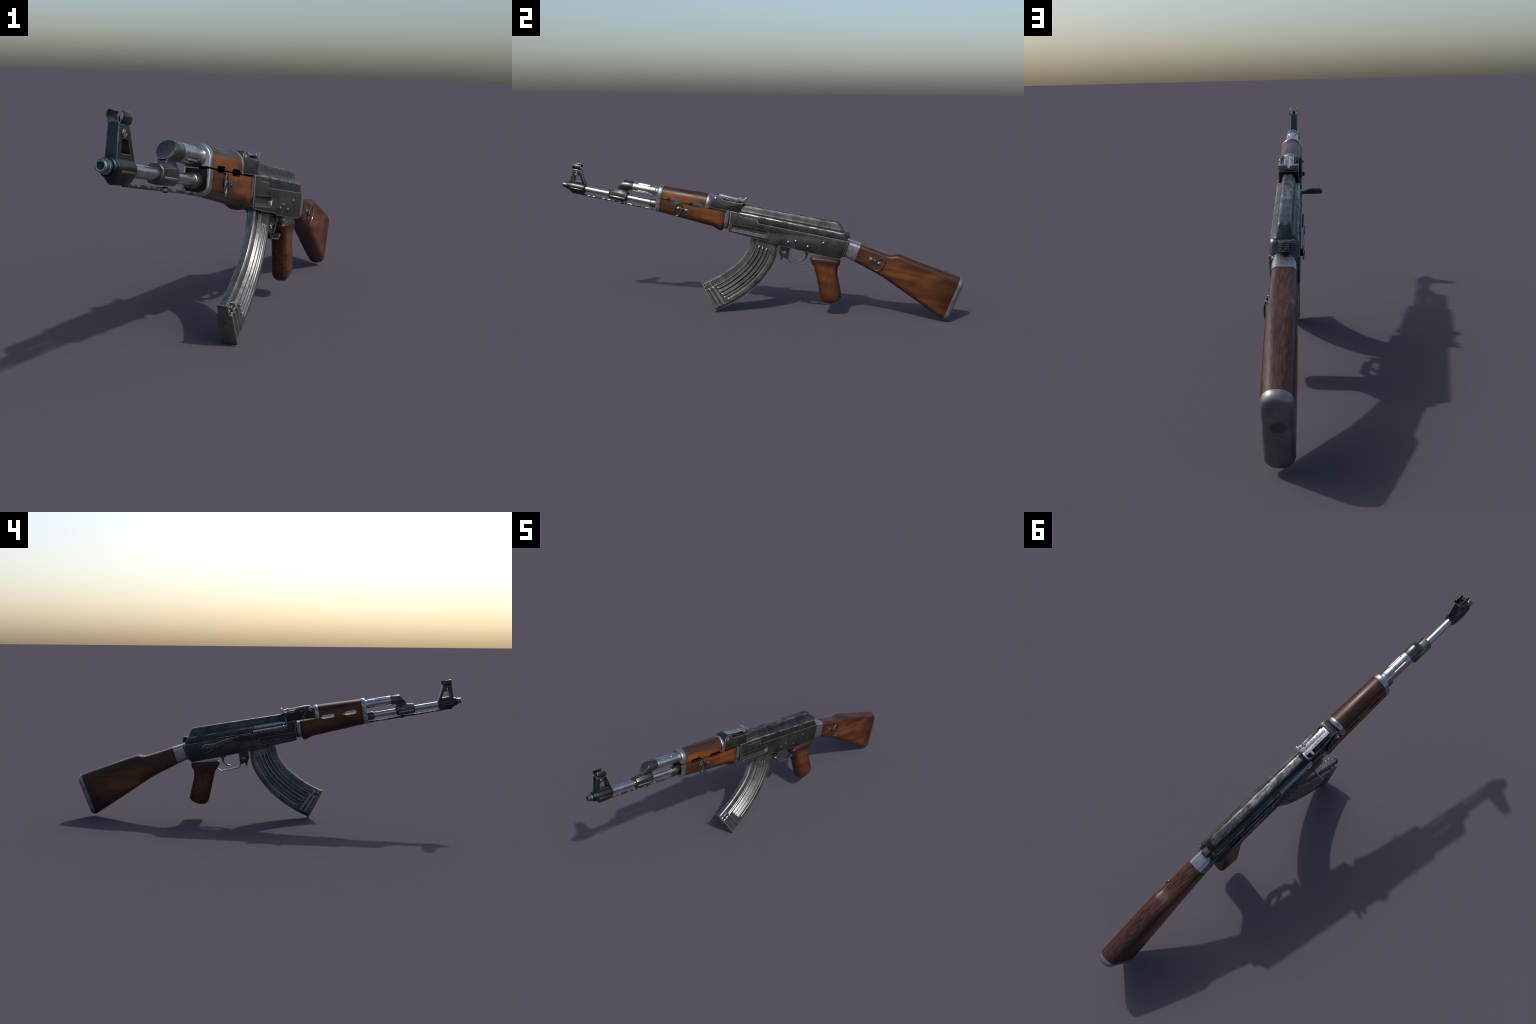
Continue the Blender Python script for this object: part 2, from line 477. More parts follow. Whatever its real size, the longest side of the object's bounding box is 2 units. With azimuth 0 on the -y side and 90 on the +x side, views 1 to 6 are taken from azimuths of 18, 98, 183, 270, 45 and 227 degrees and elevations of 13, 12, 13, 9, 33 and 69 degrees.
# hood: two ears curling up round the pin, open on top
def hood_ear(sgn):
    out, inn = [], []
    for i in range(15):
        a = math.radians(lerp(-92, 52, i / 14))
        out.append((sgn * 0.0195 * math.cos(a), 0.1025 + 0.0186 * math.sin(a)))
        k = lerp(0.80, 0.93, i / 14)
        inn.append((sgn * 0.0195 * k * math.cos(a), 0.1025 + 0.0186 * k * math.sin(a)))
    loop = out + inn[::-1]
    return loft([[(x, y, z) for x, z in loop] for y in (0.0413, 0.0850)])
for sgn in (1, -1):
    solid('hood_ear', hood_ear(sgn), SIGHT, fs, 0.0006, angle=30)
solid('hood_base', loft([[(w, y, z) for w, z in ((0.0136, 0.0870), (0.0090, 0.0932), (-0.0090, 0.0932), (-0.0136, 0.0870))] for y in (0.0416, 0.0855)]), SIGHT, fs, 0.0006)
pin = bmesh.new()
loft([[(r * math.cos(k * math.pi / 4), 0.0595 + r * math.sin(k * math.pi / 4), z) for k in range(8)] for z, r in ((0.086, 0.0075), (0.092, 0.0068), (0.1045, 0.0028), (0.1060, 0.0018))], pin)
solid('sight_blade', pin, SIGHT, fs)

# ------------------------------------------------------------------ gas block and gas tube
GZ = 0.0610
gas = solid('gas_block', loft([oct_ring(y, top, bot, wt, wm, wb, BZ) for y, top, bot, wt, wm, wb in (
    (0.2465, 0.0225, -0.0185, 0.0120, 0.0212, 0.0125), (0.2500, 0.0255, -0.0205, 0.0130, 0.0228, 0.0132), (0.2900, 0.0315, -0.0232, 0.0130, 0.0232, 0.0132),
    (0.3360, 0.0320, -0.0215, 0.0130, 0.0232, 0.0132), (0.3400, 0.0290, -0.0185, 0.0120, 0.0215, 0.0125))]), GASMETAL, bevel=0.0014)
head = [[(0.0242 * math.cos(2 * math.pi * i / 28), y0 + sl * (0.0242 * math.sin(2 * math.pi * i / 28) - 0.0242), GZ + 0.0242 * math.sin(2 * math.pi * i / 28)) for i in range(28)]
        for y0, sl in ((0.3175, 0.72), (0.3650, 0.0))]
solid('gas_chamber', loft(head), GASMETAL, gas, 0.0012)
neck = bmesh.new()
loft([[(w, a, z), (w, b, z), (-w, b, z), (-w, a, z)] for z, a, b, w in ((0.026, 0.2800, 0.3390, 0.0130), (0.0305, 0.2825, 0.3375, 0.0118), (0.0370, 0.2870, 0.3400, 0.0125),
      (0.0440, 0.2915, 0.3520, 0.0165), (0.0520, 0.2965, 0.3600, 0.0205), (0.0600, 0.3020, 0.3600, 0.0225))], neck)
solid('gas_neck', neck, GASMETAL, gas, 0.0012)
for sgn in (1, -1):
    solid('side_ridge', loft([slab((y, 0.0000), (y, -0.0070), 0.0035, 0.003, 0.003, 3) for y in (0.255, 0.332)]), STEEL, gas, 0.0008).data.transform(Matrix.Translation((sgn * 0.0222, 0, -0.002)))
def flute(a, y):
    """pressed grooves: two up, two down, along the middle of the tube"""
    d = min(abs((a - c + 180) % 360 - 180) for c in (57, 123, -27, 207))
    return max(0.0, 1 - (d / 11.5) ** 2) ** 1.5 * min(1.0, max(0.0, (y - 0.384) / 0.004)) * min(1.0, max(0.0, (0.450 - y) / 0.004))
tube_line = [(0.3640, 0.0242), (0.3662, 0.0248), *[(lerp(0.3680, 0.4760, k / 108), 0.0248) for k in range(109)], (0.4780, 0.0248), (0.4815, 0.0228), (0.4880, 0.0228), (0.4915, 0.0246), (0.505, 0.0250)]
rings = []
for y, r in tube_line:
    ring_pts = []
    for i in range(160):
        a = 360 * i / 160
        rr = r - 0.0040 * flute(a, y)
        ring_pts.append((rr * math.cos(math.radians(a)), y, GZ + rr * math.sin(math.radians(a))))
    rings.append(ring_pts)
solid('gas_tube', loft(rings), STEEL, angle=50)

# ------------------------------------------------------------------ handguards
def arch(y, w, top, bot, k=14):
    """flat-bottomed arch: upper handguard section"""
    pts = [(w, y, bot), (w, y, lerp(bot, GZ - 0.002, 0.5))]
    for i in range(k + 1):
        a = math.pi * i / k
        pts.append((w * math.cos(a), y, GZ - 0.002 + (top - GZ + 0.002) * math.sin(a)))
    return pts + [(-w, y, lerp(bot, GZ - 0.002, 0.5)), (-w, y, bot)]


def trough(y, w, top, bot, r=0.030, k=7):
    """flat-topped, round-bottomed: lower handguard section"""
    pts = [(-w, y, top), (-w, y, lerp(top, bot + r, 0.5))]
    for i in range(k + 1):
        a = math.radians(180 + 90 * i / k)
        pts.append((-(w - min(r, w * 0.86)) + min(r, w * 0.86) * math.cos(a), y, bot + r + r * math.sin(a)))
    for i in range(k + 1):
        a = math.radians(270 + 90 * i / k)
        pts.append(((w - min(r, w * 0.86)) + min(r, w * 0.86) * math.cos(a), y, bot + r + r * math.sin(a)))
    return pts + [(w, y, lerp(top, bot + r, 0.5)), (w, y, top)]


SEAM_U, SEAM_L = 0.0370, 0.0330
slots = ((0.547, 0.555, 0.602, 0.613), (0.662, 0.671, 0.722, 0.734))
def slot_depth(y):
    for a, b, c, d in slots:
        if a <= y <= d:
            return min((y - a) / (b - a), 1.0, (d - y) / (d - c))
    return 0.0
def upper(y, grow=0.0):
    t = (y - 0.518) / (0.742 - 0.518)
    return arch(y, lerp(0.0365, 0.0412, t) + grow, lerp(0.0945, 0.1020, t) + grow, SEAM_U + 0.0095 * slot_depth(y))
ys = sorted({0.5195, 0.742, *(v for s in slots for v in s)})
solid('upper_handguard', loft([inset(upper(0.5192), 0.0015, (0, 0))] + [upper(y) for y in ys] + [inset(upper(0.743), 0.0015, (0, 0))]), WOOD_UPPER, angle=40)
solid('front_cap_upper', loft([arch(y, w, t, b) for y, w, t, b in ((0.4950, 0.0335, 0.0930, 0.0395), (0.4965, 0.0360, 0.0958, 0.0378), (0.4995, 0.0377, 0.0972, 0.0370),
                                                                   (0.5160, 0.0385, 0.0978, 0.0370), (0.5182, 0.0372, 0.0965, 0.0374))]), FERRULE, angle=40)
solid('rear_cap_upper', loft([arch(y, w, t, b) for y, w, t, b in ((0.7425, 0.0405, 0.1010, 0.0372), (0.7450, 0.0420, 0.1030, 0.0362), (0.7520, 0.0423, 0.1036, 0.0362), (0.7590, 0.0405, 0.1015, 0.0366),
                                                                  (0.7650, 0.0365, 0.0965, 0.0375), (0.7675, 0.0325, 0.0915, 0.0390))]), FERRULE, angle=40)

def lower(y):
    t = (y - 0.52) / 0.326
    bot = lerp(-0.0375, -0.0550, min((y - 0.52) / 0.28, 1.0))
    if y > 0.79:
        bot = -0.0545 - 0.0125 * math.sin(math.pi * 0.5 * min(1.0, max(0.0, (y - 0.79) / 0.046))) ** 1.3
        if y > 0.838:
            bot = lerp(-0.0670, -0.0520, (y - 0.838) / 0.009)
    return trough(y, lerp(0.0380, 0.0415, t), SEAM_L - 0.0068 * slot_depth(y), bot, lerp(0.028, 0.036, t))
ys = sorted({0.5205, 0.575, 0.64, 0.70, 0.76, 0.79, 0.80, 0.81, 0.82, 0.83, 0.838, 0.8455, *(v for s in slots for v in s)})
lowg = solid('lower_handguard', loft([inset(lower(0.5195), 0.0012, (0, 0))] + [lower(y) for y in ys]), WOOD_LOWER, angle=40)

def u_band(y, g):
    """open-topped band: outside and inside of the lower front cap"""
    a = trough(y, 0.0392 + g, SEAM_L, -0.0385 - g, 0.028 + g)
    b = trough(y, 0.0290 - g, SEAM_L, -0.0285 + g, 0.020 - g)
    return a + b[::-1]
solid('front_cap_lower', loft([u_band(0.5184, -0.0010), u_band(0.5165, 0), u_band(0.4995, 0), u_band(0.4965, -0.0010), u_band(0.4948, -0.0032)]), FERRULE, angle=40)
solid('cap_floor', loft([trough(y, 0.0295, SEAM_L - 0.0015, -0.0290, 0.020) for y in (0.5080, 0.5180)]), NEAR_BLACK)
solid('rear_cap_lower', loft([trough(y, w, SEAM_L - 0.001, b, 0.034) for y, w, b in ((0.8462, 0.0395, -0.0505), (0.8480, 0.0408, -0.0525), (0.8640, 0.0404, -0.0518), (0.8668, 0.0385, -0.0500))]), FERRULE, angle=40)

# ------------------------------------------------------------------ sling swivels
def dome(y, z, x, r, h=0.6, n=16):
    return disc(y, z, [(x - 0.003, r), (x, r), (x + r * h * 0.55, r * 0.86), (x + r * h * 0.9, r * 0.5), (x + r * h, r * 0.12)], n)

def swivel(parent, cy, cz, tilt, x, open_out):
    """plate with two round-headed screws and a D-ring through its saddle"""
    R = Matrix.Rotation(tilt, 4, 'X')
    T = Matrix.Translation((x, cy, cz)) @ R
    plate = loft([[(px, y, z) for y, z in ((-0.0325, -0.0055), (-0.0265, -0.0108), (-0.004, -0.0085), (0.004, -0.0085), (0.0265, -0.0108), (0.0325, -0.0055),
                   (0.0325, 0.0055), (0.0265, 0.0108), (0.004, 0.0085), (-0.004, 0.0085), (-0.0265, 0.0108), (-0.0325, 0.0055))] for px in (-0.004, 0.0028)])
    bmesh.ops.transform(plate, matrix=T, verts=plate.verts)
    p = solid('sling_swivel', plate, GUN, parent, 0.0008)
    sub = parent
    for y in (-0.0205, 0.0205):
        d = dome(y, 0, 0.0020, 0.0098, 0.58)
        bmesh.ops.transform(d, matrix=T, verts=d.verts)
        solid('screw', d, SCREW, sub)
    s = loft([[(xx, y, z) for y, z in ((-0.0062, -0.0108), (0.0062, -0.0108), (0.0062, 0.0108), (-0.0062, 0.0108))] for xx in (-0.001, 0.0090)])
    bmesh.ops.transform(s, matrix=T, verts=s.verts)
    solid('saddle', s, SIGHT, sub, 0.0032)
    return T


def ring(parent, cy, cz, ay, az, x, lean, tilt, r=0.0020):
    pts = []
    for i in range(28):
        a = 2 * math.pi * i / 28
        y, z = ay * abs(math.cos(a)) ** 0.85 * (1 if math.cos(a) > 0 else -1), az * math.sin(a)
        pts.append((x + lean * (y / ay), y, z))
    M = Matrix.Translation((0, cy, cz)) @ Matrix.Rotation(tilt, 4, 'X')
    solid('swivel_ring', pipe([M @ Vector(p) for p in pts], r, 10, True), SIGHT, parent)

swivel(lowg, 0.6325, 0.0010, math.radians(-3), 0.0390, 1)
ring(lowg, 0.6105, -0.0010, 0.0160, 0.0312, 0.0430, -0.0030, math.radians(-6), 0.0027)

# ------------------------------------------------------------------ rear sight
RW = 0.0335
rs = solid('rear_sight_block', prism([(0.7680, 0.0385), (0.9140, 0.0430), (0.9155, 0.0790), (0.9240, 0.0885), (0.9230, 0.0925), (0.9080, 0.0885), (0.8250, 0.0880), (0.8130, 0.0960), (0.8060, 0.1040),
                                      (0.7940, 0.1075), (0.7800, 0.1040), (0.7700, 0.0960), (0.7655, 0.0860)], -RW, RW), GUN, bevel=0.0018,
           cut=[box(-0.0200, 0.0200, 0.8050, 0.9600, 0.0915, 0.13)])
solid('leaf_spring_bed', loft([[(w, y, z) for y, z in ((0.803, 0.086), (0.902, 0.086), (0.902, 0.0915), (0.868, 0.0930), (0.850, 0.0995), (0.803, 0.1020))] for w in (-0.0225, 0.0225)]), SIGHT, rs, 0.0012)
leaf = prism([(0.7950, 0.1035), (0.9240, 0.0988), (0.9240, 0.1035), (0.7980, 0.1085)], -0.0168, 0.0168)
groove = prism([(0.806, 0.1070), (0.95, 0.1014), (0.95, 0.115), (0.806, 0.115)], -0.0018, 0.0018)
lf = solid('sight_leaf', leaf, SCALE, rs, 0.0006, cut=[groove])
leaf_z = lambda y: 0.1085 - (y - 0.798) * (0.0050 / 0.126)
ticks = bmesh.new()
for col in (-1, 1):
    for k in range(6):
        y = 0.806 + 0.0148 * k + (0.006 if col > 0 else 0)
        box(*sorted((col * 0.0028, col * 0.0160)), y, y + 0.0016, leaf_z(y) - 0.0005, leaf_z(y) + 0.0008, ticks)
t = solid('scale_lines', ticks, LEAF, rs)
t['kind'] = 'stuff'
for k in range(8):                       # range figures, stamped in two columns
    col = 1 if k % 2 else -1
    cu = bpy.data.curves.new('scale_figure', 'FONT')
    cu.body, cu.size, cu.extrude, cu.align_x, cu.align_y = str(k + 1), 0.0125, 0.0004, 'CENTER', 'CENTER'
    y = 0.886 - 0.0148 * (k // 2) - 0.006 + (0.006 if col > 0 else 0)
    tmp = bpy.data.objects.new('scale_figure', cu)
    COL.objects.link(tmp)
    me = bpy.data.meshes.new_from_object(tmp.evaluated_get(bpy.context.evaluated_depsgraph_get()))
    bpy.data.objects.remove(tmp)
    bpy.data.curves.remove(cu)
    me.transform(Matrix.Translation((col * 0.0093, y, leaf_z(y) + 0.0004)) @ Matrix.Rotation(math.pi, 4, 'Z'))
    me.materials.append(SIGHT)
    me.name = 'scale_figure'
    place(bpy.data.objects.new('scale_figure', me), rs)
for sgn in (1, -1):
    a, b = sorted((sgn * 0.0155, sgn * 0.0330))
    solid('leaf_slider', loft([[(x, 0.8980 + r * math.cos(k * math.pi / 6), 0.1020 + r * math.sin(k * math.pi / 6)) for k in range(12)]
                              for x, r in ((a, 0.0066), (b - 0.001 if sgn > 0 else b, 0.0070), (b, 0.0058))] if sgn > 0 else
                              [[(x, 0.8980 + r * math.cos(k * math.pi / 6), 0.1020 + r * math.sin(k * math.pi / 6)) for k in range(12)] for x, r in ((a, 0.0058), (a + 0.001, 0.0070), (b, 0.0066))]), FERRULE, rs)
nb = prism([(0.9190, 0.0945), (0.9270, 0.0945), (0.9310, 0.1135), (0.9235, 0.1145)], -0.0338, 0.0338)
solid('sight_notch', nb, FERRULE, rs, 0.0010, cut=[loft([[(x, y, z) for x, z in ((-0.0060, 0.12), (0.0060, 0.12), (0.0022, 0.1030), (-0.0022, 0.1030))] for y in (0.91, 0.95)])])
solid('sight_rivet', disc(0.7855, 0.0880, [(RW - 0.001, 0.0105), (RW + 0.0008, 0.0105), (RW + 0.0012, 0.0085)], 20), GUN, rs)
solid('sight_rivet', dome(0.7855, 0.0880, RW + 0.0008, 0.0066, 0.55), STEEL, rs)
# takedown lever on the far side
lev = bmesh.new()
hub, tipp = Vector((0.7850, 0.0870)), Vector((0.8290, 0.0480))
d = (tipp - hub).normalized()
o = Vector((-d.y, d.x))
outline = [hub + (d * -math.cos(a) + o * math.sin(a)) * 0.0130 for a in [math.radians(k) for k in range(-90, 91, 20)]]
outline = [hub + (-d * math.cos(math.radians(k)) + o * math.sin(math.radians(k))) * 0.0125 for k in range(-90, 91, 18)]
outline += [tipp + (d * math.cos(math.radians(k)) + o * math.sin(math.radians(k))) * 0.0085 for k in (80, 45, 0, -45, -80)]
prism([tuple(p) for p in outline], -0.0440, -RW + 0.001, lev)
solid('takedown_lever', lev, GUN, rs, 0.0016)
solid('lever_hub', disc(0.7850, 0.0870, [(-0.0500, 0.0055), (-0.0490, 0.0070), (-0.0430, 0.0070)], 16), STEEL, rs)
solid('lever_knob', prism([(0.8130, 0.0530), (0.8230, 0.0430), (0.8310, 0.0470), (0.8230, 0.0590)], -0.0525, -0.0430), GUN, rs, 0.0016)

# ------------------------------------------------------------------ receiver
W = 0.0415
side = [(0.8705, 0.0430), (0.9180, 0.0430), (0.9210, 0.0285), (1.0080, 0.0285), (1.0130, 0.0115), (1.4560, 0.0130), (1.4600, 0.0100), (1.4570, -0.0350), (1.4500, -0.0620), (1.4360, -0.0820), (1.3000, -0.0810),
        (1.1900, -0.0765), (1.1370, -0.0750), (1.1310, -0.0690), (0.9900, -0.0650), (0.8850, -0.0600), (0.8745, -0.0540)]
def pocket(sgn):
    a, b = (0.0345, 0.06) if sgn > 0 else (-0.06, -0.0345)
    pts = [(0.8870, -0.0175), (1.0600, -0.0150), (1.0690, -0.0200), (1.0720, -0.0290), (1.0700, -0.0420), (1.0620, -0.0510), (1.0550, -0.0530), (0.8880, -0.0520)]
    c = [(sum(p[0] for p in pts) / 8), sum(p[1] for p in pts) / 8]
    inner = [(c[0] + (y - c[0]) * 0.955, z - 0.002 if z > c[1] else z + 0.0120) for y, z in pts]
    near, far = (0.0310, 0.0430) if sgn > 0 else (-0.0310, -0.0430)
    return loft([[(near, y, z) for y, z in inner], [(far, y, z) for y, z in pts]])
rc = solid('receiver', prism(side, -W, W), GUN, bevel=0.0022, cut=[pocket(1), pocket(-1), box(-0.07, -0.0335, 0.9175, 1.1010, 0.0125, 0.06)])
solid('barrel_socket', box(-0.031, 0.031, 0.8600, 0.8720, -0.045, 0.036), NEAR_BLACK, rc, 0.002)
rivet = None
for y, z in ((1.177, -0.0500), (1.212, -0.0385), (1.274, -0.0525), (1.345, -0.0195)):
    if rivet is None:
        rivet = solid('rivet', dome(0, 0, 0, 0.0082, 0.6), SCREW, rc)
    else:
        n = rivet.copy()
        COL.objects.link(n)
    (rivet if y == 1.177 else n).location = (W, y, z)
# rear trunnion lip
solid('rear_lip', loft([slab((1.4600, 0.0140), (1.4480, -0.0700), 0.0385, 0.010, 0.012, 4), slab((1.4690, 0.0110), (1.4570, -0.0680), 0.0365, 0.010, 0.012, 4)]), GUN, rc, 0.0015)
# bolt seen through the port, with its handle
solid('bolt_carrier', loft([slab((y, 0.0300), (y, 0.0130), 0.0385, 0.004, 0.004, 3) for y in (0.9180, 1.0930)]), STEEL, rc)
solid('port_plate', box(-0.0372, 0.0300, 0.9190, 1.0850, 0.0330, 0.0465), FERRULE, rc, 0.0015)
hd = bmesh.new()
loft([[(-x, 0.9340 + t * math.cos(a) * (abs(math.cos(a)) ** -0.3 if abs(math.cos(a)) > 0.01 else 1), z + hh * math.sin(a)) for a in [2 * math.pi * k / 16 for k in range(16)]]
      for x, t, hh, z in ((0.036, 0.0042, 0.0062, 0.0205), (0.050, 0.0042, 0.0062, 0.0205), (0.058, 0.0040, 0.0072, 0.0215), (0.066, 0.0038, 0.0102, 0.0240), (0.072, 0.0038, 0.0108, 0.0246),
                          (0.099, 0.0038, 0.0108, 0.0246), (0.106, 0.0036, 0.0098, 0.0246), (0.1100, 0.0028, 0.0072, 0.0240), (0.1110, 0.0020, 0.0050, 0.0235))], hd)
solid('charging_handle', hd, GASMETAL, rc)
solid('handle_root', lathe([(0.926, 0.0080), (0.928, 0.0092), (0.940, 0.0092), (0.942, 0.0080)], 0.0215, 16, -0.0345), STEEL, rc)
# selector lever
sel = bmesh.new()
hub, tipp = Vector((1.3480, -0.0235)), Vector((1.2080, 0.0060))
d = (tipp - hub).normalized()
o = Vector((-d.y, d.x))
outl = [hub + (-d * math.cos(math.radians(k)) + o * math.sin(math.radians(k))) * 0.0230 for k in range(-100, 101, 20)]
outl += [hub + d * 0.045 + o * 0.0125, tipp + o * 0.0080, tipp + d * 0.004, tipp - o * 0.0080, hub + d * 0.045 - o * 0.0125]
prism([tuple(p) for p in outl], -0.0530, -0.0490, sel)
sl = solid('selector_lever', sel, LEVER, rc, 0.0012)
solid('selector_pivot', disc(1.3480, -0.0240, [(-0.0555, 0.0040), (-0.0548, 0.0090), (-0.0530, 0.0110), (-0.0400, 0.0115)], 20), GUN, rc)
solid('selector_tab', prism([(1.2150, 0.0010), (1.1480, 0.0120), (1.1420, 0.0180), (1.1540, 0.0200), (1.2150, 0.0085)], -0.0525, -0.0440), GUN, rc, 0.0012)
solid('selector_finger', prism([(1.2150, 0.0090), (1.2600, 0.0000), (1.2600, -0.0040), (1.2150, 0.0040)], -0.0560, -0.0520), GUN, rc, 0.001)
solid('stop_rib', loft([[(x, y, z + dz) for x, dz in ((-0.0395, -0.002), (-0.0455, -0.002), (-0.0455, 0.002), (-0.0395, 0.002))] for y, z in
                        ((1.312, 0.0030), (1.296, 0.0150), (1.284, 0.0205), (1.200, 0.0195), (1.108, 0.0160))]), LEVER, rc, 0.0009)

# ------------------------------------------------------------------ dust cover
half = [(0.0, 0.0882), (0.0070, 0.0881), (0.0130, 0.0874), (0.0165, 0.0852), (0.0188, 0.0810), (0.0215, 0.0700), (0.0232, 0.0600), (0.0250, 0.0552), (0.0285, 0.0522), (0.0340, 0.0497), (0.0380, 0.0470), (0.0400, 0.0430),
        (0.0407, 0.0360), (0.0408, 0.0120), (0.0395, 0.0085)]
def cover_ring(fy, rise=0.0, shrink=0.0):
    pts = []
    for x, z in half:
        pts.append((x, z))
    pts = pts + [(-x, z) for x, z in half[::-1] if x > 0]
    out = []
    for x, z in pts:
        zz = z + rise * max(0.0, (z - 0.012) / 0.076)
        out.append(((x) * (1 - shrink), fy(zz), zz - (shrink * 0.02 if z > 0.05 else 0)))
    return out
back = lambda z: 1.4040 + (0.0905 - z) * 0.66 + (0.004 if z < 0.03 else 0) * 0
rings = [cover_ring(lambda z: 0.9165, -0.0040), cover_ring(lambda z: 0.9180, -0.0030), cover_ring(lambda z: 1.15, 0.0), cover_ring(lambda z: back(z) - 0.018, 0.0030),
         cover_ring(lambda z: back(z) - 0.006, 0.0026, 0.02), cover_ring(lambda z: back(z) - 0.001, 0.0015, 0.09), cover_ring(lambda z: back(z) + 0.0025, 0.0, 0.22)]
port = prism([(0.90, 0.0080), (1.1010, 0.0080), (1.1010, 0.0220), (1.0830, 0.0475), (0.90, 0.0475)], -0.07, -0.0335)
cv = solid('dust_cover', loft(rings), COVER, cut=[port], bevel=0.0009, angle=30, bevel_angle=30)
bt = prism([(1.4340, 0.0470), (1.4530, 0.0525), (1.4570, 0.0490), (1.4670, 0.0270), (1.4630, 0.0250), (1.4480, 0.0250)], -0.0138, 0.0138)
btn = solid('spring_button', bt, NEAR_BLACK, cv, 0.0012)
rid = bmesh.new()
for k in range(5):
    y, z = lerp(1.4550, 1.4655, k / 4), lerp(0.0500, 0.0285, k / 4)
    loft([[(x, y + 0.0016 * math.cos(a), z + 0.0016 * math.sin(a)) for a in [k2 * math.pi / 4 for k2 in range(8)]] for x in (-0.0138, 0.0138)], rid)
r = solid('button_ribs', rid, SIGHT, cv)
r['kind'] = 'stuff'

# ------------------------------------------------------------------ trigger group
tg = solid('trigger_guard', strap([(1.1850, -0.1330), (1.1885, -0.1440), (1.1985, -0.1550), (1.2400, -0.1575), (1.2860, -0.1590), (1.2960, -0.1560), (1.3100, -0.1420)], 0.0046, 0.0135), GUN, bevel=0.0010)
solid('latch_bracket', prism([(1.1350, -0.0740), (1.1880, -0.0760), (1.1885, -0.1400), (1.1790, -0.1390), (1.1480, -0.1300), (1.1360, -0.1150)], -0.0165, 0.0165), GUN, tg, 0.0015)
for sgn in (1, -1):
    solid('bracket_bolt', disc(1.1645, -0.1130, [(sgn * 0.0155, 0.0115), (sgn * 0.0180, 0.0110), (sgn * 0.0186, 0.0092), (sgn * 0.0172, 0.0080), (sgn * 0.0172, 0.0058), (sgn * 0.0186, 0.0050), (sgn * 0.0190, 0.0020)], 20), GASMETAL, tg)
solid('magazine_latch', prism([(1.1450, -0.1260), (1.1620, -0.1290), (1.1625, -0.1420), (1.1560, -0.1560), (1.1520, -0.1560), (1.1510, -0.1400), (1.1450, -0.1340)], -0.0100, 0.0100), GUN, tg, 0.0012)
trig = [(1.2700, -0.078), (1.2735, -0.0950), (1.2725, -0.1120), (1.2640, -0.1260), (1.2530, -0.1345), (1.2395, -0.1375)]
tr = [along(trig, k / 14) for k in range(15)]
tb = bmesh.new()
rings = []
for i, p in enumerate(tr):
    a, b = tr[max(i - 1, 0)], tr[min(i + 1, 14)]
    t = (b - a).normalized()
    n = Vector((-t.y, t.x))
    th = lerp(0.0072, 0.0026, i / 14)
    w = 0.0055
    rings.append([(w, *(p + n * th)), (w, *(p - n * th)), (-w, *(p - n * th)), (-w, *(p + n * th))])
loft(rings, tb)
solid('trigger', tb, GASMETAL, tg, 0.0012)
solid('trigger_root', box(-0.010, 0.010, 1.2560, 1.2860, -0.0900, -0.0780), GUN, tg, 0.001)

# ------------------------------------------------------------------ pistol grip
def gring(f, b, hw, r):
    # front-back line is the long axis of the section
    return slab(b, f, hw, r, r, 5)
G = [((1.2975, -0.1035), (1.4370, -0.0880), 0.0285), ((1.2935, -0.1080), (1.4415, -0.0930), 0.0318), ((1.2925, -0.1140), (1.4430, -0.0985), 0.0330), ((1.2980, -0.1240), (1.4425, -0.1100), 0.0325),
     ((1.3220, -0.1500), (1.4345, -0.1320), 0.0300), ((1.3380, -0.1850), (1.4395, -0.1640), 0.0285), ((1.3620, -0.2450), (1.4620, -0.2180), 0.0290), ((1.3800, -0.2900), (1.4790, -0.2600), 0.0300),
     ((1.3850, -0.3000), (1.4815, -0.2730), 0.0290), ((1.3920, -0.3080), (1.4750, -0.2880), 0.0265), ((1.4060, -0.3170), (1.4480, -0.3090), 0.0175)]
fine = []
for (a, b) in zip(G, G[1:]):
    fine.append(a)
fine.append(G[-1])
grip = solid('pistol_grip', loft([gring(f, b, w, min(0.018, w * 0.62, 0.4 * (Vector(f) - Vector(b)).length)) for f, b, w in fine]), WOOD_GRIP, angle=50)
solid('grip_plate', loft([[(w, y, z) for y, z in ((1.3010, -0.0780), (1.4380, -0.0800), (1.4390, -0.0885), (1.3030, -0.1060))] for w in (-0.0285, 0.0285)]), FERRULE, grip, 0.002)

# ------------------------------------------------------------------ stock
S = [((1.5215, 0.0065), (1.5080, -0.0810), 0.0338, 0.018, 0.018), ((1.5600, 0.0005), (1.5450, -0.0925), 0.0350, 0.018, 0.019), ((1.6100, -0.0065), (1.5930, -0.1075), 0.0362, 0.018, 0.020),
     ((1.6500, -0.0125), (1.6350, -0.1210), 0.0368, 0.018, 0.022), ((1.6720, -0.0138), (1.6550, -0.1285), 0.0372, 0.019, 0.023), ((1.6880, -0.0095), (1.6700, -0.1345), 0.0375, 0.020, 0.023),
     ((1.7020, -0.0040), (1.6830, -0.1400), 0.0377, 0.021, 0.024), ((1.7160, -0.0025), (1.6960, -0.1460), 0.0378, 0.022, 0.024), ((1.7800, -0.0130), (1.7560, -0.1730), 0.0382, 0.025, 0.026),
     ((1.9000, -0.0335), (1.8700, -0.2240), 0.0376, 0.027, 0.027), ((1.9700, -0.0455), (1.9350, -0.2530), 0.0369, 0.029, 0.028), ((2.0190, -0.0540), (1.9820, -0.2740), 0.0362, 0.031, 0.032)]
st = solid('stock', loft([slab(a, b, w, rt, rb, 6) for a, b, w, rt, rb in S]), WOOD_STOCK, angle=45)
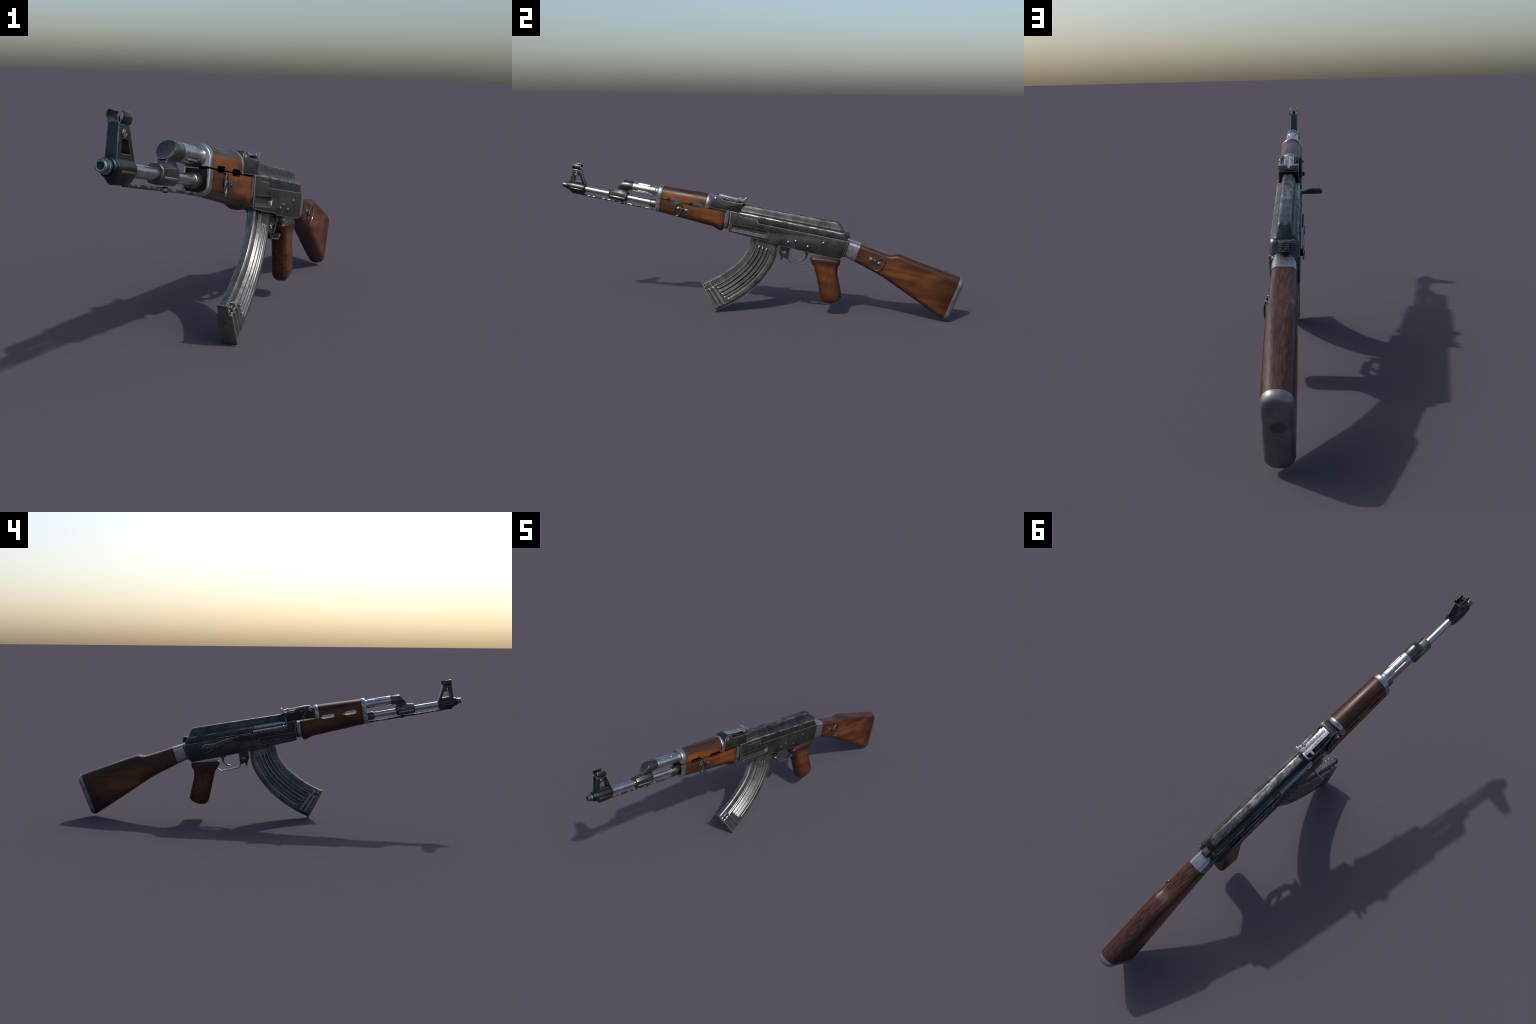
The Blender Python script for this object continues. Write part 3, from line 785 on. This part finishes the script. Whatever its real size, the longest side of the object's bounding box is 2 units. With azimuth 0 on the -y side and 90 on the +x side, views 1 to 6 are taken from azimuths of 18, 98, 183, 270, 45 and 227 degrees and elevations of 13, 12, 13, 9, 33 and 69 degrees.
solid('stock_ferrule', loft([slab((1.4520, 0.0170), (1.4380, -0.0610), 0.0335, 0.018, 0.018, 8), slab((1.5215, 0.0085), (1.5078, -0.0822), 0.0350, 0.019, 0.019, 8), slab((1.5222, 0.0072), (1.5086, -0.0812), 0.0338, 0.018, 0.018, 8)]), FERRULE, angle=45)
pa, pb = (2.0195, -0.0535), (1.9815, -0.2750)
def plate_ring(d, dtop, dbot, hw, rt, rb):
    ax = Vector((0.985, -0.174))
    up = (Vector(pa) - Vector(pb)).normalized()
    nrm = Vector((up.y, -up.x))
    a = Vector(pa) + nrm * d - up * dtop
    b = Vector(pb) + nrm * d + up * dbot
    return slab(tuple(a), tuple(b), hw, rt, rb, 6)
bp = solid('butt_plate', loft([plate_ring(0.0, 0.0005, 0.0, 0.0366, 0.032, 0.033), plate_ring(0.0080, 0.0005, 0.0010, 0.0368, 0.033, 0.034), plate_ring(0.0160, 0.0026, 0.0040, 0.0352, 0.033, 0.033),
                               plate_ring(0.0225, 0.0085, 0.0100, 0.0310, 0.027, 0.026), plate_ring(0.0255, 0.0170, 0.0190, 0.0225, 0.020, 0.020)]), PLATE, angle=50)
up = (Vector(pa) - Vector(pb)).normalized()
nr = Vector((up.y, -up.x))
c = Vector(pa) - up * 0.089 + nr * 0.0255
def oval(d, k):
    return [(0.0195 * k * math.cos(a), *(c + nr * d + up * (0.0180 * k * math.sin(a)))) for a in [2 * math.pi * i / 28 for i in range(28)]]
solid('trap_door', loft([oval(-0.004, 1.0), oval(0.0008, 1.0), oval(0.0012, 0.93), oval(0.0002, 0.88), oval(0.0002, 0.4), oval(0.0003, 0.1)]), TRAP, bp, angle=40)
swivel(st, 1.6055, -0.0585, math.radians(-18), 0.0345, 1)
ring(st, 1.6290, -0.0645, 0.0170, 0.0345, 0.0422, 0.0042, math.radians(-22), 0.0024)

# ------------------------------------------------------------------ magazine
FRONT = [(0.9890, -0.0600), (0.9850, -0.1140), (0.9715, -0.1570), (0.9495, -0.1990), (0.9145, -0.2430), (0.8710, -0.2870), (0.8330, -0.3190), (0.7885, -0.3520)]
REAR = [(1.1260, -0.0700), (1.1305, -0.1235), (1.1260, -0.1660), (1.1110, -0.2100), (1.0820, -0.2705), (1.0430, -0.3275), (0.9940, -0.3830), (0.9380, -0.4340), (0.8830, -0.4745)]
def bell(d, w):
    return max(0.0, 1 - (d / w) ** 2) ** 0.8
def sst(v, lo, hi):
    t = min(1, max(0, (v - lo) / (hi - lo)))
    return t * t * (3 - 2 * t)
def flat_top(v, a, b):
    return sst(v, a, a + 0.006) * (1 - sst(v, b - 0.006, b))
def mag_half(u, t):
    w = lerp(0.0142, 0.0245, sst(u, 0.185, 0.235))
    if u < 0.05:
        w -= 0.0055 * (1 - u / 0.05) ** 1.5
    if u > 0.90:
        w -= 0.0075 * sst(u, 0.90, 0.985)
    m = sst(t, 0.085, 0.105) * (1 - sst(t, 0.835, 0.850))
    for c0 in (0.355, 0.485, 0.615):
        w += 0.0044 * bell(u - c0, 0.027) * m
        w -= 0.0032 * bell(u - c0 - 0.058, 0.028) * m
    w -= 0.0032 * bell(u - 0.292, 0.028) * m
    m4 = sst(t, 0.10, 0.12) * (1 - sst(t, 0.81, 0.825))
    w -= 0.0036 * bell(u - 0.770, 0.038) * m4
    # cross ribs near the floor
    mu = sst(u, 0.24, 0.265) * (1 - sst(u, 0.88, 0.90))
    w += 0.0026 * flat_top(t, 0.886, 0.908) * mu + 0.0026 * flat_top(t, 0.936, 0.958) * mu
    w -= 0.0012 * (bell(t - 0.872, 0.012) + bell(t - 0.922, 0.014) + bell(t - 0.970, 0.012)) * mu
    # clip pads reaching from the body on to the spine near the floor
    pads = sst(u, 0.075, 0.095) * (flat_top(t, 0.890, 0.922) + flat_top(t, 0.946, 0.974))
    if u < 0.24:
        w = max(w, lerp(w, 0.0225, pads), lerp(w, 0.0185, sst(u, 0.11, 0.13) * sst(t, 0.885, 0.895)))
    return w
NU, NT = 150, 190
fr = [along(FRONT, k / NT) for k in range(NT + 1)]
re = [along(REAR, k / NT) for k in range(NT + 1)]
mrings = []
for k in range(NT + 1):
    t = k / NT
    ringp = []
    for s in (1, -1):
        us = range(NU + 1) if s > 0 else range(NU, -1, -1)
        for i in us:
            u = i / NU
            p = fr[k].lerp(re[k], u)
            ringp.append((s * mag_half(u, t), p.x, p.y))
        end = 1.0 if s > 0 else 0.0         # across the back, then across the front
        p = fr[k].lerp(re[k], end)
        ringp += [(s * f * mag_half(end, t), p.x, p.y) for f in (0.75, 0.5, 0.25, 0.0, -0.25, -0.5, -0.75)]
    mrings.append(ringp)
mg = solid('magazine', loft(mrings), MAGMETAL, angle=55)
# floor plate with rolled edges and two studs
e0, e1 = Vector((0.7865, -0.3505)), Vector((0.8835, -0.4770))
ax = (e1 - e0).normalized()
dn = Vector((ax.y, -ax.x))
if dn.x > 0:
    dn = -dn
def floor_ring(d, g):
    o = []
    for u, w in ((-0.012, 0.0165), (0.0, 0.0172), (0.222, 0.0172), (0.228, 0.0264), (0.985, 0.0264), (1.022, 0.0200)):
        o.append((u, w + g))
    pts = o + [(u, -w) for u, w in o[::-1]]
    q = []
    for u, w in pts:
        p = e0 + (e1 - e0) * u + dn * d
        q.append((w, p.x, p.y))
    return q
fp = solid('floor_plate', loft([floor_ring(-0.0030, 0.0), floor_ring(0.0030, 0.0)]), FLOOR, mg, 0.0008)
for u in (0.41, 0.82):
    p = e0 + (e1 - e0) * u
    rr = []
    for dd, r in ((0.0020, 0.0086), (0.0036, 0.0084), (0.0044, 0.0066), (0.0046, 0.0030)):
        rr.append([(r * math.cos(a), *(p + dn * dd + ax * (r * math.sin(a)))) for a in [2 * math.pi * i / 18 for i in range(18)]])
    solid('floor_stud', loft(rr), GASMETAL, mg)
solid('magazine_mouth', prism([(1.0150, -0.0620), (1.1330, -0.0670), (1.1330, -0.0800), (1.0160, -0.0740)], -0.0285, 0.0285), GUN, mg, 0.0015)

# every part hangs from its parent without an offset of its own
bpy.context.view_layer.update()
